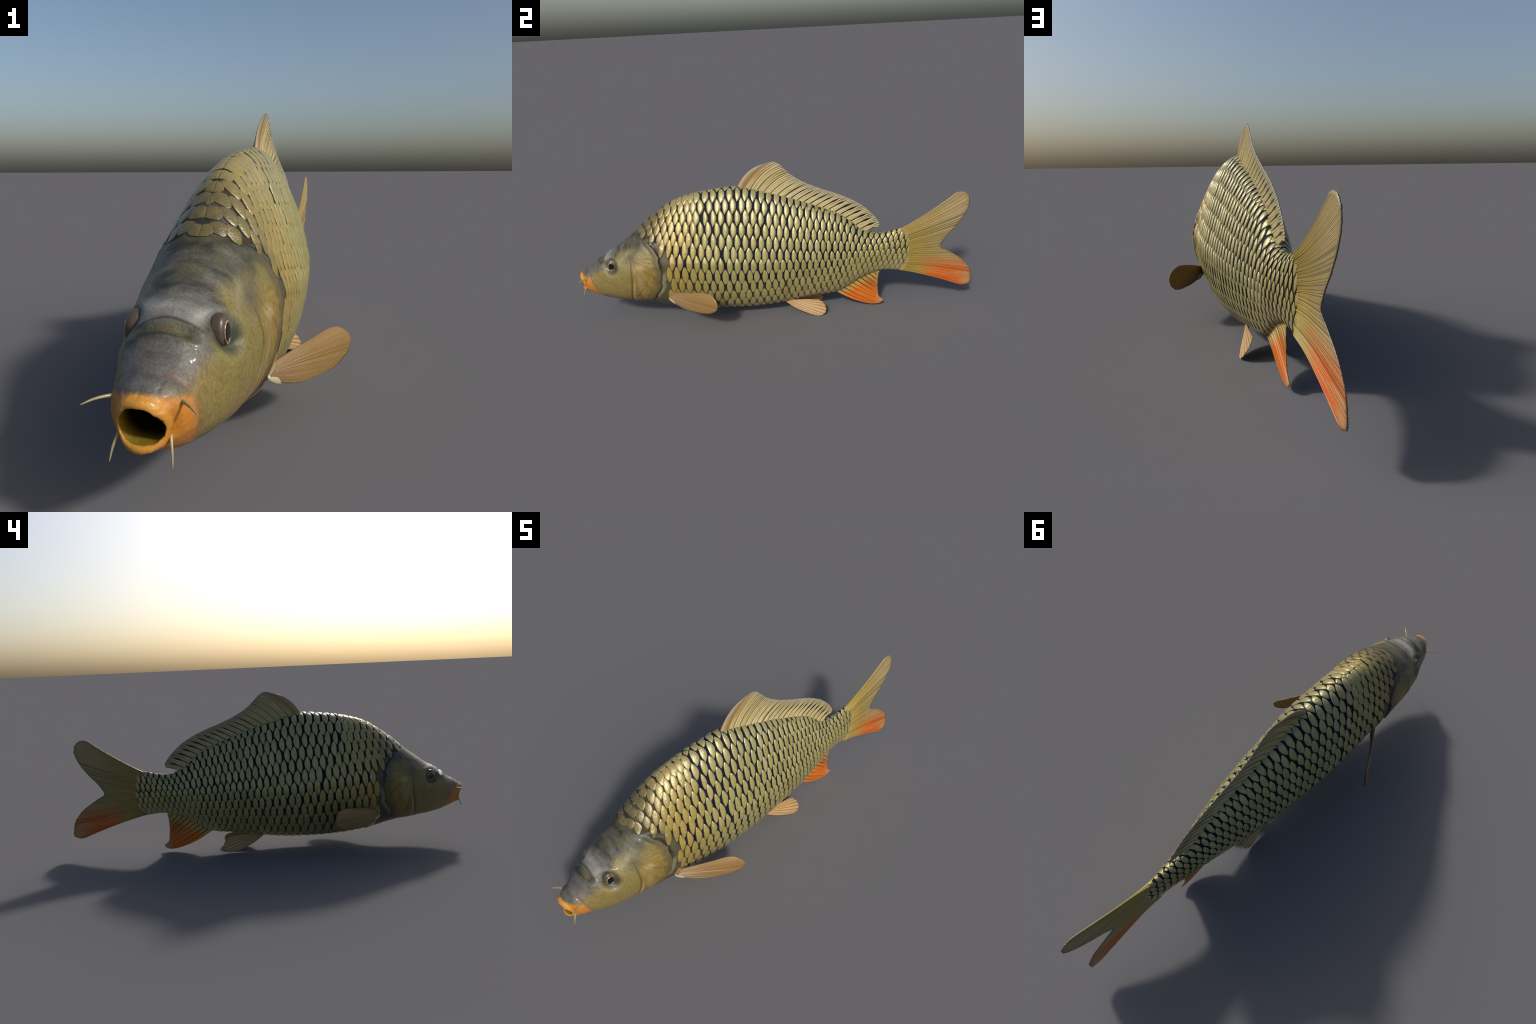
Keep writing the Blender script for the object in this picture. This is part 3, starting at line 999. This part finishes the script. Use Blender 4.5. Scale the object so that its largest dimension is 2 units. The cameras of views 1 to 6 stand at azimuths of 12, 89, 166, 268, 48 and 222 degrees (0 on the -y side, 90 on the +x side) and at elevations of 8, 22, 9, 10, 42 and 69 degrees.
# pectoral pair
pec = Fin([(.108, -.548, .160), (.118, -.540, .175), (.124, -.530, .198)],
          [(.198, -.430, .130), (.232, -.370, .129), (.256, -.330, .140), (.274, -.306, .165), (.279, -.302, .195), (.268, -.312, .216), (.247, -.333, .231), (.220, -.375, .232)],
          lambda a: np.stack([.006 + 0 * a, 0 * a, -.012 * np.clip(1 - a * 2, 0, 1) + .004 * a], -1), None, .0036, .004)
m_er = fin_material("pectoral_ray_bone", col_pectoral)
m_ew = fin_material("pectoral_web_skin", lambda t: (.22, .14, .052))
build_fin("pectoral_fin", pec, 15, lambda a, b: 1.08 - .12 * b, lambda k: 3 if k else 1, .3, m_er, m_ew, 500, mirror=True, web_k=.85)


def ellipsoid(name, c, rad, axes, mat, parent, nu=40, nv=28, power=1.0):
    vs, fs = [], []
    for i in range(nv + 1):
        th = math.pi * i / nv
        for k in range(nu):
            ph = 2 * math.pi * k / nu
            ct, st = math.cos(th), max(math.sin(th), 0.0) ** power
            l = (rad[0] * math.copysign(abs(ct) ** power, ct), rad[1] * st * math.cos(ph), rad[2] * st * math.sin(ph))
            vs.append(np.array(c) + sum(l[q] * axes[q] for q in range(3)))
    for i in range(nv):
        for k in range(nu):
            k2 = (k + 1) % nu
            fs.append((i * nu + k, i * nu + k2, (i + 1) * nu + k2, (i + 1) * nu + k))
    ob_ = mesh_obj(name, vs, fs, [mat], parent)
    bm_ = bmesh.new()
    bm_.from_mesh(ob_.data)
    bmesh.ops.remove_doubles(bm_, verts=bm_.verts, dist=1e-6)
    bmesh.ops.recalc_face_normals(bm_, faces=bm_.faces)
    bm_.to_mesh(ob_.data)
    bm_.free()
    ob_.data.polygons.foreach_set("use_smooth", np.full(len(ob_.data.polygons), True))
    return ob_


# fleshy pectoral root
tr = NT("fin_root_flesh")
m_root = tr.finish(tr.mix(tr.noise(90, 3), (.31, .28, .17), (.40, .37, .24)), rough=.45)
axr = np.array([.45, .78, -.38])
axr /= np.linalg.norm(axr)
up_ = np.cross(axr, [1, 0, 0])
up_ /= np.linalg.norm(up_)
ax3 = np.cross(axr, up_)
fr = ellipsoid("fin_root", (.125, -.528, .155), (.031, .0115, .0068), (axr, up_, ax3), m_root, root)
mirrored(fr)

# ------------------------------------------------------------------ eyes
te = NT("eyeball_membrane")
ne = te.noise(90, 4)
rr = te.m("POWER", te.add(te.m("POWER", te.m("ABSOLUTE", te.sub(te.y, EYE[1])), 2.0), te.m("POWER", te.m("ABSOLUTE", te.sub(te.z, EYE[2])), 2.0)), .5)
ecol = te.mix(ne, (.035, .030, .024), (.11, .075, .05))
ecol = te.mix(te.mul(te.step(te.z, EYE[2] - .012, EYE[2] - .024), .8), ecol, (.012, .012, .008))
ecol = te.mix(te.mul(te.mul(te.step(te.y, EYE[1] + .004, EYE[1] + .018), te.step(te.z, EYE[2] - .01, EYE[2] + .01)), .7), ecol, (.26, .12, .055))
m_eye = te.finish(ecol, rough=.38, spec=.4, coat=.12, coat_rough=.15)
ti = NT("iris_gold")
m_iris = ti.finish(ti.mix(ti.step(ti.noise(95, 3), .35, .65), (.16, .075, .035), (.50, .40, .24)), rough=.22, metal=.3, coat=.5)
m_pup = plain("pupil_black", (.004, .004, .005), rough=.12, coat=.5)
tilt = np.array([1.0, -.05, .03])
tilt /= np.linalg.norm(tilt)
e2 = np.cross([0, 0, 1], tilt)
e2 /= np.linalg.norm(e2)
e3 = np.cross(tilt, e2)
eye_c = np.array([.0772, EYE[1] + .003, EYE[2] + .001])
eye = ellipsoid("eye", eye_c, (.0168, .0255, .0315), (tilt, e2, e3), m_eye, root, power=.68)
pc = eye_c + tilt * .0152 + np.array([0, -.0012, -.0018])
pup = ellipsoid("pupil", pc, (.0030, .0152, .0180), (tilt, e2, e3), m_pup, eye)
vs, fs = [], []
for i in range(48):
    p = 2 * math.pi * i / 48
    for k in range(10):
        q = 2 * math.pi * k / 10
        rad = 1 + .105 * math.cos(q)
        vs.append(pc + tilt * (.0004 + .0014 * math.sin(q)) + e2 * .0160 * rad * math.cos(p) + e3 * .0192 * rad * math.sin(p))
for i in range(48):
    for k in range(10):
        i2, k2 = (i + 1) % 48, (k + 1) % 10
        fs.append((i * 10 + k, i2 * 10 + k, i2 * 10 + k2, i * 10 + k2))
iris = mesh_obj("iris", vs, fs, [m_iris], eye)
fix_normals(iris)
eye2 = mirrored(eye)
for o in (pup, iris):
    c = o.copy()
    c.parent = eye2
    scene_col.objects.link(c)

# ------------------------------------------------------------------ barbels
tb = NT("barbel_flesh")
m_barb = tb.finish(tb.mix(tb.noise(120, 3), (.22, .19, .075), (.34, .29, .13)), rough=.35, coat=.2)


def barbel(pts, r0, r1):
    c = polyline(pts)
    n, k_ = 26, 12
    t = np.linspace(0, 1, n)
    P = c(t)
    T = np.gradient(P, axis=0)
    T /= np.linalg.norm(T, axis=1, keepdims=True)
    ref = np.array([0.3, 1.0, .2])
    U = np.cross(T, ref)
    U /= np.linalg.norm(U, axis=1, keepdims=True)
    V = np.cross(T, U)
    vs_, fs_ = [], []
    for i in range(n):
        rad = r0 * (1 - t[i]) ** .6 + r1
        for k in range(k_):
            a = 2 * math.pi * k / k_
            vs_.append(P[i] + rad * (U[i] * math.cos(a) + V[i] * math.sin(a)))
    for i in range(n - 1):
        for k in range(k_):
            k2 = (k + 1) % k_
            fs_.append((i * k_ + k, i * k_ + k2, (i + 1) * k_ + k2, (i + 1) * k_ + k))
    fs_.append(tuple(range(k_ - 1, -1, -1)))
    fs_.append(tuple((n - 1) * k_ + k for k in range(k_)))
    ob_ = mesh_obj("barbel", vs_, fs_, [m_barb], root)
    fix_normals(ob_)
    mirrored(ob_)


barbel([(.052, -.945, .268), (.062, -.957, .2705), (.078, -.973, .2705), (.095, -.989, .2655)], .0030, .0006)
barbel([(.040, -.958, .226), (.044, -.968, .214), (.049, -.978, .196), (.052, -.985, .175)], .0028, .0006)
print("objects", len(bpy.data.objects))
